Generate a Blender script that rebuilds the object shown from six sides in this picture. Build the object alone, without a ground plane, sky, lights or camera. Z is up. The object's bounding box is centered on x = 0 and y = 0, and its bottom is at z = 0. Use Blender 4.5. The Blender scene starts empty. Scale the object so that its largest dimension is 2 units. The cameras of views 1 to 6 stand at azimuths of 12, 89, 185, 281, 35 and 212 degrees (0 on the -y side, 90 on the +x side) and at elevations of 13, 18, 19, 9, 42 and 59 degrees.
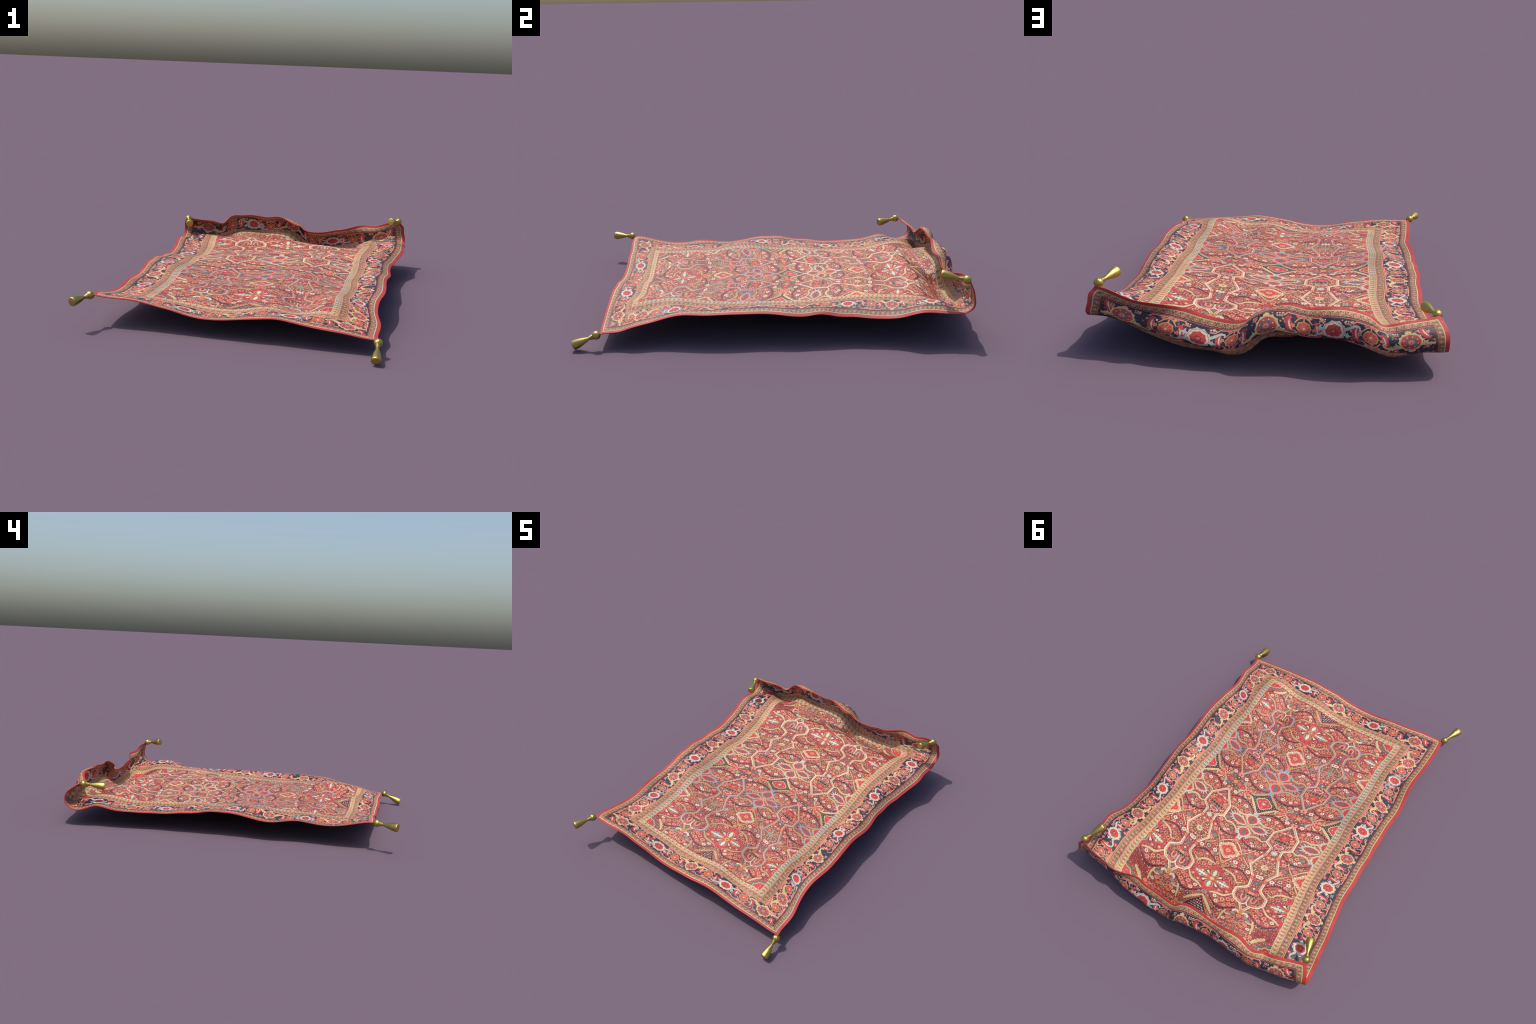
# A floating oriental rug: a woven sheet draped over a cubic B-spline surface,
# its woven pattern drawn by rules in the flat plane of the rug (u across, v along, metres),
# with a red edge binding and a golden tassel tied to each corner.
import bpy, math, random
import numpy as np
from mathutils import Vector, Matrix
from mathutils.geometry import delaunay_2d_cdt

rng = random.Random(7)
TAU = math.tau
HALF_W, LENGTH, THICK = 0.70, 1.98, 0.005

# ------------------------------------------------------------------ draped sheet
# Each rib is one control cross-section of the sheet (from edge to edge, in mm) at a distance along the rug.
RIBS = []


def rib(along, *points):
    RIBS.append(points)


rib(-0.11, (-672, -926, 103), (-605, -944, 114), (-542, -955, 127), (-478, -959, 143), (-412, -959, 148), (-345, -961, 143), (-276, -960, 133), (-210, -960, 120), (-143, -962, 112), (-76, -964, 110), (-7, -966, 111), (63, -970, 115), (139, -966, 117), (219, -964, 121), (302, -960, 109), (388, -956, 92), (477, -952, 79), (569, -949, 70), (660, -946, 60), (749, -940, 54), (835, -931, 57))
rib(0.00, (-760, -848, 175), (-687, -865, 177), (-605, -865, 163), (-518, -858, 163), (-436, -848, 150), (-358, -854, 134), (-282, -848, 121), (-211, -848, 99), (-139, -850, 90), (-66, -851, 93), (6, -849, 102), (76, -860, 116), (154, -848, 123), (233, -853, 141), (314, -852, 124), (396, -852, 108), (477, -850, 100), (557, -847, 97), (630, -847, 85), (700, -840, 82), (776, -832, 93))
rib(0.11, (-756, -777, 158), (-680, -774, 151), (-608, -762, 147), (-534, -750, 145), (-453, -744, 134), (-372, -744, 122), (-291, -742, 112), (-213, -740, 98), (-134, -739, 88), (-55, -737, 88), (22, -735, 99), (98, -737, 121), (175, -735, 131), (251, -740, 127), (328, -747, 124), (406, -753, 133), (484, -754, 128), (559, -751, 110), (630, -751, 90), (701, -751, 75), (773, -751, 73))
rib(0.23, (-750, -658, 142), (-673, -649, 117), (-606, -640, 110), (-537, -628, 113), (-451, -633, 124), (-370, -632, 120), (-289, -630, 119), (-207, -628, 116), (-124, -627, 104), (-40, -625, 99), (44, -624, 106), (119, -624, 131), (194, -624, 137), (268, -628, 103), (342, -635, 112), (412, -645, 155), (489, -644, 155), (574, -640, 133), (640, -660, 120), (716, -709, 114), (782, -679, 88))
rib(0.34, (-743, -537, 140), (-656, -528, 116), (-591, -524, 113), (-511, -514, 140), (-441, -521, 128), (-363, -520, 123), (-282, -519, 132), (-201, -517, 141), (-113, -516, 129), (-22, -515, 120), (75, -515, 126), (142, -515, 138), (211, -514, 127), (285, -515, 91), (353, -522, 110), (414, -529, 161), (488, -530, 173), (561, -526, 155), (619, -555, 133), (670, -596, 121), (766, -575, 104))
rib(0.44, (-748, -423, 147), (-666, -430, 147), (-596, -415, 117), (-520, -414, 124), (-440, -411, 130), (-360, -411, 131), (-279, -410, 135), (-198, -409, 139), (-112, -409, 136), (-26, -409, 135), (63, -407, 139), (134, -406, 138), (204, -406, 125), (276, -407, 113), (346, -411, 128), (412, -415, 154), (480, -416, 154), (537, -419, 134), (615, -446, 154), (676, -469, 174), (766, -464, 129))
rib(0.55, (-761, -299, 132), (-695, -292, 101), (-610, -302, 109), (-531, -315, 115), (-447, -306, 134), (-366, -305, 135), (-284, -304, 128), (-202, -304, 121), (-119, -304, 125), (-37, -304, 132), (45, -302, 136), (118, -301, 137), (189, -302, 138), (258, -304, 143), (337, -306, 145), (414, -308, 145), (491, -309, 140), (573, -316, 141), (629, -338, 162), (702, -358, 162), (773, -354, 129))
rib(0.65, (-757, -185, 136), (-670, -175, 120), (-606, -196, 129), (-540, -205, 164), (-452, -205, 152), (-369, -203, 138), (-287, -203, 126), (-206, -202, 117), (-125, -203, 120), (-44, -202, 126), (36, -200, 132), (111, -200, 139), (185, -200, 147), (260, -202, 152), (337, -204, 148), (414, -206, 139), (494, -208, 136), (578, -211, 149), (633, -230, 172), (703, -241, 170), (773, -241, 128))
rib(0.75, (-763, -84, 143), (-687, -76, 149), (-608, -96, 144), (-526, -97, 156), (-447, -105, 151), (-367, -105, 139), (-287, -104, 128), (-207, -104, 121), (-127, -104, 121), (-49, -104, 126), (28, -103, 133), (106, -102, 142), (184, -102, 149), (262, -103, 150), (337, -105, 145), (412, -107, 135), (487, -109, 134), (555, -109, 148), (627, -127, 175), (693, -133, 165), (768, -133, 122))
rib(0.84, (-763, 2, 141), (-679, 9, 146), (-605, -4, 144), (-522, -7, 146), (-446, -10, 140), (-366, -10, 136), (-284, -10, 132), (-199, -9, 130), (-124, -9, 126), (-48, -9, 126), (29, -9, 132), (105, -8, 141), (179, -8, 150), (252, -9, 152), (333, -10, 145), (412, -11, 136), (488, -13, 135), (560, -18, 152), (627, -27, 178), (690, -22, 167), (765, -30, 115))
rib(0.93, (-768, 75, 138), (-697, 69, 151), (-614, 79, 140), (-540, 79, 117), (-452, 80, 128), (-369, 80, 133), (-288, 80, 132), (-206, 81, 128), (-127, 81, 126), (-47, 81, 126), (33, 82, 130), (109, 82, 139), (184, 82, 148), (261, 81, 151), (339, 80, 146), (416, 80, 139), (495, 79, 138), (576, 73, 151), (638, 64, 176), (715, 65, 156), (770, 61, 106))
rib(1.02, (-762, 150, 125), (-676, 140, 121), (-610, 160, 130), (-539, 169, 148), (-453, 167, 137), (-371, 166, 133), (-290, 167, 132), (-210, 167, 130), (-129, 167, 129), (-48, 168, 127), (32, 168, 128), (111, 169, 137), (190, 169, 148), (272, 167, 154), (345, 168, 151), (420, 168, 143), (497, 167, 141), (574, 163, 155), (636, 153, 173), (706, 150, 145), (765, 147, 98))
rib(1.10, (-767, 230, 120), (-693, 232, 124), (-613, 241, 121), (-534, 248, 119), (-451, 248, 126), (-369, 249, 131), (-287, 250, 137), (-203, 250, 141), (-126, 250, 136), (-50, 251, 130), (26, 251, 128), (108, 252, 139), (189, 251, 152), (270, 251, 160), (344, 252, 156), (419, 252, 148), (496, 252, 145), (574, 253, 154), (632, 237, 179), (694, 222, 168), (759, 222, 101))
rib(1.18, (-765, 305, 111), (-685, 311, 105), (-609, 318, 108), (-525, 325, 106), (-448, 327, 117), (-368, 329, 127), (-288, 330, 133), (-207, 330, 138), (-128, 331, 138), (-50, 331, 136), (27, 331, 137), (107, 331, 145), (185, 331, 155), (263, 331, 161), (340, 333, 159), (416, 333, 154), (491, 334, 153), (563, 334, 160), (631, 318, 169), (698, 293, 138), (760, 293, 92))
rib(1.25, (-768, 376, 108), (-686, 382, 106), (-613, 394, 105), (-532, 402, 110), (-453, 403, 116), (-371, 405, 122), (-288, 406, 126), (-202, 407, 130), (-125, 408, 135), (-47, 408, 142), (33, 408, 150), (109, 408, 153), (184, 408, 157), (260, 408, 161), (338, 410, 161), (415, 412, 160), (490, 413, 162), (564, 413, 167), (632, 397, 166), (691, 371, 140), (762, 367, 93))
rib(1.33, (-778, 445, 106), (-701, 453, 103), (-626, 467, 103), (-548, 475, 111), (-462, 475, 114), (-378, 477, 118), (-293, 478, 120), (-204, 480, 123), (-127, 481, 130), (-46, 482, 142), (38, 482, 153), (110, 483, 153), (185, 483, 153), (261, 482, 157), (339, 485, 159), (417, 486, 162), (494, 487, 166), (573, 487, 170), (644, 472, 161), (710, 449, 132), (776, 442, 93))
rib(1.40, (-788, 514, 107), (-709, 527, 105), (-637, 536, 104), (-558, 541, 102), (-473, 544, 111), (-388, 546, 117), (-304, 547, 119), (-220, 549, 120), (-137, 551, 125), (-55, 552, 132), (27, 553, 138), (105, 554, 142), (184, 555, 145), (263, 555, 149), (342, 557, 154), (421, 558, 161), (499, 559, 165), (579, 558, 165), (652, 544, 160), (713, 528, 129), (787, 519, 98))
rib(1.47, (-802, 581, 108), (-726, 596, 105), (-650, 601, 108), (-572, 606, 107), (-484, 610, 117), (-399, 612, 124), (-314, 614, 125), (-229, 617, 123), (-145, 618, 126), (-62, 620, 126), (21, 622, 124), (101, 623, 135), (182, 623, 141), (264, 622, 141), (344, 626, 149), (424, 628, 157), (506, 627, 163), (587, 626, 165), (664, 613, 166), (733, 609, 138), (805, 596, 108))
rib(1.53, (-812, 646, 113), (-735, 655, 119), (-659, 663, 119), (-582, 669, 121), (-494, 673, 130), (-408, 674, 138), (-322, 676, 141), (-236, 680, 139), (-153, 681, 140), (-69, 683, 139), (15, 686, 139), (95, 689, 145), (177, 689, 147), (260, 688, 146), (343, 693, 147), (427, 694, 152), (511, 693, 162), (597, 689, 173), (680, 673, 187), (767, 669, 180), (824, 664, 128))
rib(1.59, (-819, 708, 120), (-739, 714, 141), (-665, 724, 129), (-588, 733, 133), (-502, 735, 141), (-417, 734, 150), (-331, 734, 158), (-246, 741, 165), (-161, 742, 155), (-79, 744, 156), (0, 747, 171), (87, 752, 160), (170, 755, 151), (250, 754, 152), (340, 758, 140), (429, 757, 140), (517, 756, 158), (611, 750, 187), (682, 734, 197), (749, 730, 176), (825, 729, 136))
rib(1.65, (-828, 767, 112), (-748, 766, 112), (-672, 782, 118), (-593, 795, 139), (-510, 797, 144), (-424, 793, 145), (-338, 791, 151), (-251, 795, 156), (-166, 798, 140), (-83, 803, 127), (0, 805, 141), (86, 811, 137), (167, 815, 122), (251, 813, 116), (340, 814, 109), (431, 813, 114), (519, 813, 138), (603, 810, 180), (684, 792, 196), (755, 791, 166), (830, 792, 143))
rib(1.71, (-833, 823, 106), (-749, 818, 85), (-679, 839, 102), (-606, 859, 148), (-517, 855, 124), (-430, 848, 122), (-344, 845, 140), (-256, 840, 146), (-170, 853, 132), (-83, 864, 95), (14, 860, 117), (83, 857, 97), (161, 865, 81), (248, 860, 65), (338, 863, 68), (433, 869, 82), (526, 868, 107), (611, 873, 163), (685, 844, 186), (762, 852, 162), (835, 854, 157))
rib(1.77, (-837, 865, 120), (-757, 873, 101), (-689, 895, 102), (-617, 915, 119), (-521, 911, 66), (-437, 881, 108), (-352, 869, 160), (-266, 865, 161), (-177, 905, 165), (-84, 904, 139), (9, 905, 130), (48, 895, 26), (146, 919, 40), (226, 904, 34), (323, 924, 43), (422, 935, 80), (516, 914, 104), (614, 923, 153), (680, 892, 168), (741, 908, 150), (830, 906, 175))
rib(1.82, (-832, 883, 148), (-751, 910, 144), (-685, 928, 138), (-601, 916, 101), (-519, 944, 89), (-443, 994, 132), (-340, 957, 156), (-246, 946, 156), (-178, 946, 144), (-108, 961, 188), (24, 958, 173), (90, 986, 82), (163, 993, 57), (206, 966, 95), (311, 971, 88), (404, 947, 104), (488, 926, 122), (581, 938, 164), (681, 935, 175), (756, 958, 193), (832, 944, 211))
rib(1.88, (-827, 867, 186), (-757, 898, 197), (-677, 927, 190), (-601, 961, 149), (-504, 959, 163), (-417, 978, 179), (-331, 982, 178), (-243, 985, 200), (-171, 977, 180), (-94, 993, 196), (10, 1017, 202), (59, 1013, 161), (133, 984, 121), (218, 1020, 97), (310, 996, 132), (399, 1014, 151), (483, 977, 150), (589, 958, 170), (667, 950, 210), (734, 943, 241), (822, 952, 246))
rib(1.93, (-810, 831, 222), (-739, 863, 226), (-658, 891, 218), (-577, 913, 206), (-493, 931, 189), (-424, 971, 249), (-340, 980, 272), (-260, 958, 258), (-168, 927, 242), (-79, 940, 281), (11, 965, 277), (72, 976, 221), (119, 947, 158), (208, 938, 162), (292, 950, 183), (379, 934, 199), (470, 942, 218), (566, 925, 225), (654, 954, 255), (747, 934, 285), (815, 950, 276))
rib(1.98, (-787, 796, 258), (-713, 834, 247), (-640, 848, 229), (-533, 898, 229), (-465, 877, 187), (-446, 944, 271), (-358, 875, 269), (-282, 905, 286), (-165, 919, 257), (-96, 918, 298), (21, 879, 216), (48, 921, 235), (65, 938, 186), (218, 921, 193), (303, 938, 223), (335, 900, 220), (471, 990, 267), (550, 940, 248), (629, 951, 293), (708, 915, 301), (790, 941, 291))
rib(2.03, (-763, 761, 294), (-687, 799, 269), (-623, 801, 242), (-531, 833, 242), (-469, 845, 235), (-443, 887, 281), (-365, 865, 298), (-265, 874, 322), (-164, 864, 318), (-90, 847, 316), (9, 847, 249), (55, 878, 246), (94, 884, 231), (199, 862, 239), (279, 861, 265), (339, 876, 287), (462, 964, 318), (548, 964, 314), (620, 954, 348), (702, 931, 362), (772, 939, 321))

NET = np.array(RIBS, float) / 1000.0
N_ALONG, N_ACROSS = NET.shape[:2]


def bspline(x, n):
    k = n - 3
    s = np.clip(np.asarray(x, float) * k, 0, k - 1e-9)
    i = s.astype(int)
    f = s - i
    w = np.stack([(1 - f) ** 3, 3 * f ** 3 - 6 * f * f + 4, -3 * f ** 3 + 3 * f * f + 3 * f + 1, f ** 3], -1) / 6
    d = np.stack([-3 * (1 - f) ** 2, 9 * f * f - 12 * f, -9 * f * f + 6 * f + 3, 3 * f * f], -1) / 6 * k
    return i, w, d


def drape(uv):
    """Position and normal of the sheet at flat rug coordinates."""
    uv = np.asarray(uv, float)
    t = uv[:, 1] / LENGTH
    iu, wu, du = bspline((uv[:, 0] + HALF_W) / (2 * HALF_W), N_ACROSS)
    iv, wv, dv = bspline(0.70 * t + 0.30 * t ** 3, N_ALONG)     # ribs stand closer near the curled end
    grown = 0.70 + 0.90 * t ** 2
    block = NET[(iv[:, None] + np.arange(4))[:, :, None], (iu[:, None] + np.arange(4))[:, None, :]]
    pos = np.einsum("nb,na,nbac->nc", wv, wu, block)
    su = np.einsum("nb,na,nbac->nc", wv, du, block)
    sv = np.einsum("nb,na,nbac->nc", dv * grown[:, None], wu, block)
    nrm = np.cross(su, sv)
    nrm /= np.linalg.norm(nrm, axis=1)[:, None] + 1e-12
    return pos, nrm


# ------------------------------------------------------------------ dyes
DYES = {}
DYE_LIST = []


def srgb(r, g, b):
    f = lambda c: c / 12.92 if c <= 0.04045 else ((c + 0.055) / 1.055) ** 2.4
    return tuple(f(c / 255.0) for c in (r, g, b))


def node(nt, kind, **kw):
    n = nt.nodes.new(kind)
    for k, v in kw.items():
        setattr(n, k, v)
    return n


def wool(name, rgb, gain=0.62, mottle=0.26, rough=0.62, fleck=0.28):
    """Dyed wool: base colour with uneven dye, fleck and a knotted-pile bump."""
    m = bpy.data.materials.new(name)
    m.use_nodes = True
    nt = m.node_tree
    p = nt.nodes["Principled BSDF"]
    tc = node(nt, "ShaderNodeTexCoord")
    n1 = node(nt, "ShaderNodeTexNoise")
    n1.inputs["Scale"].default_value = 9.0
    n1.inputs["Detail"].default_value = 3.0
    n2 = node(nt, "ShaderNodeTexNoise")
    n2.inputs["Scale"].default_value = 210.0
    n2.inputs["Detail"].default_value = 2.0
    for n in (n1, n2):
        nt.links.new(tc.outputs["Object"], n.inputs["Vector"])
    add = node(nt, "ShaderNodeMath", operation="MULTIPLY_ADD")
    nt.links.new(n2.outputs["Fac"], add.inputs[0])
    add.inputs[1].default_value = 0.75
    nt.links.new(n1.outputs["Fac"], add.inputs[2])
    ramp = node(nt, "ShaderNodeMapRange")
    nt.links.new(add.outputs[0], ramp.inputs["Value"])
    ramp.inputs["From Min"].default_value = 0.45
    ramp.inputs["From Max"].default_value = 1.30
    lin = [c * gain for c in srgb(*rgb)]
    mix = node(nt, "ShaderNodeMix", data_type="RGBA")
    nt.links.new(ramp.outputs[0], mix.inputs[0])
    mix.inputs[6].default_value = (*[c * (1 - mottle) for c in lin], 1)
    mix.inputs[7].default_value = (*[min(1, c * (1 + mottle) + 0.003) for c in lin], 1)
    # single knots tied with other yarn: pale and dark flecks the size of a knot
    vor = node(nt, "ShaderNodeTexVoronoi")
    vor.inputs["Scale"].default_value = 270.0
    nt.links.new(tc.outputs["Object"], vor.inputs["Vector"])
    sep = node(nt, "ShaderNodeSeparateColor")
    nt.links.new(vor.outputs["Color"], sep.inputs[0])
    out = mix.outputs[2]
    for chan, edge, strength, tint in (("Red", 0.80, fleck, (220, 168, 128)), ("Green", 0.86, fleck * 0.9, (92, 34, 44))):
        gate = node(nt, "ShaderNodeMath", operation="GREATER_THAN")
        nt.links.new(sep.outputs[chan], gate.inputs[0])
        gate.inputs[1].default_value = edge
        amt = node(nt, "ShaderNodeMath", operation="MULTIPLY")
        nt.links.new(gate.outputs[0], amt.inputs[0])
        amt.inputs[1].default_value = strength
        mx = node(nt, "ShaderNodeMix", data_type="RGBA")
        nt.links.new(amt.outputs[0], mx.inputs[0])
        nt.links.new(out, mx.inputs[6])
        mx.inputs[7].default_value = (*[c * gain for c in srgb(*tint)], 1)
        out = mx.outputs[2]
    nt.links.new(out, p.inputs["Base Color"])
    p.inputs["Roughness"].default_value = rough
    p.inputs["Specular IOR Level"].default_value = 0.42
    bump = node(nt, "ShaderNodeBump")
    bump.inputs["Strength"].default_value = 0.25
    bump.inputs["Distance"].default_value = 0.002
    nt.links.new(n2.outputs["Fac"], bump.inputs["Height"])
    nt.links.new(bump.outputs[0], p.inputs["Normal"])
    return m


def dye(name, rgb, **kw):
    DYES[name] = len(DYE_LIST)
    DYE_LIST.append(wool(name + "_wool", rgb, **kw))


dye("field", (160, 50, 55), fleck=0.55)
dye("maroon", (104, 30, 44))
dye("red", (214, 62, 68))
dye("rose", (226, 106, 92))
dye("salmon", (244, 158, 132))
dye("pink", (220, 138, 124))
dye("orange", (228, 112, 76))
dye("gold", (224, 178, 104))
dye("cream", (230, 204, 150))
dye("sand", (206, 172, 122))
dye("tan", (172, 138, 98))
dye("brown", (92, 66, 50))
dye("ivory", (246, 230, 200))
dye("frost", (206, 212, 200))
dye("sky", (146, 176, 186))
dye("slate", (146, 148, 162))
dye("blush", (204, 136, 112))
dye("madder", (172, 74, 68))
dye("teal", (84, 112, 116))
dye("sage", (150, 160, 136))
dye("navy", (38, 42, 64), rough=0.5, fleck=0.10)
dye("binding", (204, 62, 58), fleck=0.08)

# ------------------------------------------------------------------ drawing board
PIECES = []          # (polygon in flat rug coordinates, dye)


def put(pts, colour):
    pts = [tuple(p) for p in pts]
    area = sum(a[0] * b[1] - b[0] * a[1] for a, b in zip(pts, pts[1:] + pts[:1]))
    if abs(area) < 4e-7:
        return
    if area < 0:
        pts = pts[::-1]
    out = []
    for a, b in zip(pts, pts[1:] + pts[:1]):
        n = max(1, int(math.hypot(b[0] - a[0], b[1] - a[1]) / 0.009))
        for k in range(n):
            out.append((a[0] + (b[0] - a[0]) * k / n, a[1] + (b[1] - a[1]) * k / n))
    PIECES.append((out, DYES[colour]))


def disc(r, n=8, cx=0.0, cy=0.0, ry=None, turn=0.0):
    ry = r if ry is None else ry
    return [(cx + r * math.cos(turn + k * TAU / n), cy + ry * math.sin(turn + k * TAU / n)) for k in range(n)]


def lobed(r, lobes, depth, cx=0.0, cy=0.0, ry=None, turn=0.0, per=2):
    n = lobes * per
    ry = r if ry is None else ry
    pts = []
    for k in range(n):
        a = turn + k * TAU / n
        f = 1 + depth * math.cos(lobes * (a - turn))
        pts.append((cx + r * f * math.cos(a), cy + ry * f * math.sin(a)))
    return pts


def strokes(path, w0, w1=None, closed=False):
    """A line of yarn: one quad per stretch, slightly overlapping its neighbours."""
    w1 = w0 if w1 is None else w1
    if closed:
        path = path + path[:1]
    n = len(path) - 1
    quads = []
    for i in range(n):
        (ax, ay), (bx, by) = path[i], path[i + 1]
        length = math.hypot(bx - ax, by - ay)
        if length < 1e-6:
            continue
        tx, ty = (bx - ax) / length, (by - ay) / length
        ha, hb = (w0 + (w1 - w0) * i / n) / 2, (w0 + (w1 - w0) * (i + 1) / n) / 2
        e = 0.35 * ha
        quads.append([(ax - tx * e - ty * ha, ay - ty * e + tx * ha), (ax - tx * e + ty * ha, ay - ty * e - tx * ha),
                      (bx + tx * e + ty * hb, by + ty * e - tx * hb), (bx + tx * e - ty * hb, by + ty * e + tx * hb)])
    return quads


def curve(pts, n=5):
    """Smooth curve through hand-placed points (Catmull-Rom)."""
    p = [pts[0]] + list(pts) + [pts[-1]]
    out = []
    for i in range(1, len(p) - 2):
        for k in range(n):
            t = k / n
            q = []
            for c in (0, 1):
                a, b, d, e = p[i - 1][c], p[i][c], p[i + 1][c], p[i + 2][c]
                q.append(0.5 * (2 * b + (d - a) * t + (2 * a - 5 * b + 4 * d - e) * t * t + (3 * b - a - 3 * d + e) * t ** 3))
            out.append(tuple(q))
    out.append(tuple(pts[-1]))
    return out


def serrated(path, w, tooth, step):
    """A leaf-like blade along a path with saw teeth on both sides."""
    seg = [0.0]
    for a, b in zip(path, path[1:]):
        seg.append(seg[-1] + math.hypot(b[0] - a[0], b[1] - a[1]))
    n = max(4, int(seg[-1] / step) * 2)
    left, right = [], []
    for k in range(n + 1):
        s = seg[-1] * k / n
        i = min(len(path) - 2, max(0, int(np.searchsorted(seg, s)) - 1))
        f = (s - seg[i]) / max(1e-9, seg[i + 1] - seg[i])
        (ax, ay), (bx, by) = path[i], path[i + 1]
        x, y = ax + (bx - ax) * f, ay + (by - ay) * f
        length = math.hypot(bx - ax, by - ay)
        nx, ny = -(by - ay) / length, (bx - ax) / length
        h = w / 2 * (0.35 + 0.65 * math.sin(math.pi * min(1, max(0, (k + 0.5) / (n + 1))))) + (tooth if k % 2 else 0)
        left.append((x + nx * h, y + ny * h))
        right.append((x - nx * h, y - ny * h))
    return left + right[::-1]


# ------------------------------------------------------------------ field: mirrored lattice
# The lattice is drawn once on the strip 0..COL across (y counted from the middle of the rug) and repeated by mirroring.
COL = 0.228
ASPECT = 0.75
FIELD_U = 0.4475
FRONT_Y, BACK_Y = -0.775, 0.845
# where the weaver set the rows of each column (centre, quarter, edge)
ROWS = (
    ((-0.90, 0.05), (-0.77, 0.178), (-0.575, 0.364), (-0.371, 0.583), (-0.175, 0.779), (0, 0.954), (0.175, 1.128), (0.371, 1.325), (0.575, 1.514), (0.84, 1.78), (1.0, 1.94)),
    ((-0.90, 0.05), (-0.76, 0.178), (-0.66, 0.264), (-0.577, 0.355), (-0.371, 0.554), (-0.15, 0.771), (0, 0.924), (0.15, 1.07), (0.371, 1.297), (0.577, 1.509), (0.66, 1.609), (0.84, 1.78), (1.0, 1.94)),
    ((-0.90, 0.05), (-0.76, 0.178), (-0.575, 0.358), (-0.371, 0.497), (-0.175, 0.69), (0, 0.878), (0.175, 1.049), (0.371, 1.258), (0.575, 1.458), (0.84, 1.78), (1.0, 1.94)),
)


def field_uv(u, y):
    k = min(2.0, abs(u) / COL)
    i = min(1, int(k))
    f = k - i
    v = [np.interp(y, [r[0] for r in ROWS[j]], [r[1] for r in ROWS[j]]) for j in (i, i + 1)]
    return u, v[0] * (1 - f) + v[1] * f


MASK_RES = 0.0025
MASK = np.zeros((int(0.95 / MASK_RES), int(COL / MASK_RES) + 1), bool)


def mark(poly):
    """Remember which part of the strip a motif covers, so that filler flowers keep clear of it."""
    xs = [p[0] for p in poly]
    ys = [p[1] for p in poly]
    i0, i1 = max(0, int(min(xs) / MASK_RES)), min(MASK.shape[1] - 1, int(max(xs) / MASK_RES) + 1)
    j0, j1 = max(0, int(min(ys) / MASK_RES)), min(MASK.shape[0] - 1, int(max(ys) / MASK_RES) + 1)
    if i1 < i0 or j1 < j0:
        return
    X, Y = np.meshgrid(np.arange(i0, i1 + 1) * MASK_RES, np.arange(j0, j1 + 1) * MASK_RES)
    inside = np.zeros(X.shape, bool)
    for (ax, ay), (bx, by) in zip(poly, poly[1:] + poly[:1]):
        if ay == by:
            continue
        c = (ay > Y) != (by > Y)
        inside ^= c & (X < (bx - ax) * (Y - ay) / (by - ay) + ax)
    MASK[j0:j1 + 1, i0:i1 + 1] |= inside


def field(poly, colour, keep=False, column=None):
    """Place a piece at every mirror image in the lattice. colour may be a pair (front half, back half)."""
    if not keep:
        mark(poly)
        mark([(-p[0], p[1]) for p in poly])
        mark([(2 * COL - p[0], p[1]) for p in poly])
        mark([(p[0], -p[1]) for p in poly])
    cx = sum(p[0] for p in poly) / len(poly)
    cy = sum(p[1] for p in poly) / len(poly)
    seen = set()
    for half in (-1, 1):
        col = colour if isinstance(colour, str) else colour[0 if half < 0 else 1]
        if col is None:
            continue
        for base in {None: (0.0, -2 * COL, 2 * COL), "centre": (0.0,), "edge": (-2 * COL, 2 * COL)}[column]:
            for side in (-1, 1):
                f = lambda p: (base + side * p[0], half * p[1])
                c = f((cx, cy))
                # drop copies that lie wholly outside the field
                q = [f(p) for p in poly]
                if min(p[0] for p in q) > FIELD_U or max(p[0] for p in q) < -FIELD_U:
                    continue
                if max(p[1] for p in q) < FRONT_Y or min(p[1] for p in q) > BACK_Y:
                    continue
                key = tuple(sorted((round(p[0], 4), round(p[1], 4)) for p in q))
                if key in seen:
                    continue
                seen.add(key)
                put([field_uv(min(FIELD_U + 0.03, max(-FIELD_U - 0.03, p[0])), p[1]) for p in q], col)


def at(poly, u, y, turn=0.0):
    c, s = math.cos(turn), math.sin(turn)
    return [(u + c * p[0] - s * p[1], y + ASPECT * (s * p[0] + c * p[1])) for p in poly]


def small_flower(u, y, r, petal, heart, lobes=6, ring=None):
    t = rng.random()
    if ring:
        field(at(disc(r * 1.25, 10), u, y), ring, keep=True)
    base, dots = petal if isinstance(petal, tuple) else (petal, None)
    field(at(lobed(r, lobes, 0.16, turn=t), u, y), base, keep=True)
    if dots and r > 0.0095:
        for k in range(lobes):
            a = t + k * TAU / lobes
            field(at(disc(r * 0.27, 5, r * 0.70 * math.cos(a), r * 0.70 * math.sin(a)), u, y), dots, keep=True)
    field(at(disc(r * 0.40, 5, turn=t), u, y), heart, keep=True)


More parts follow.
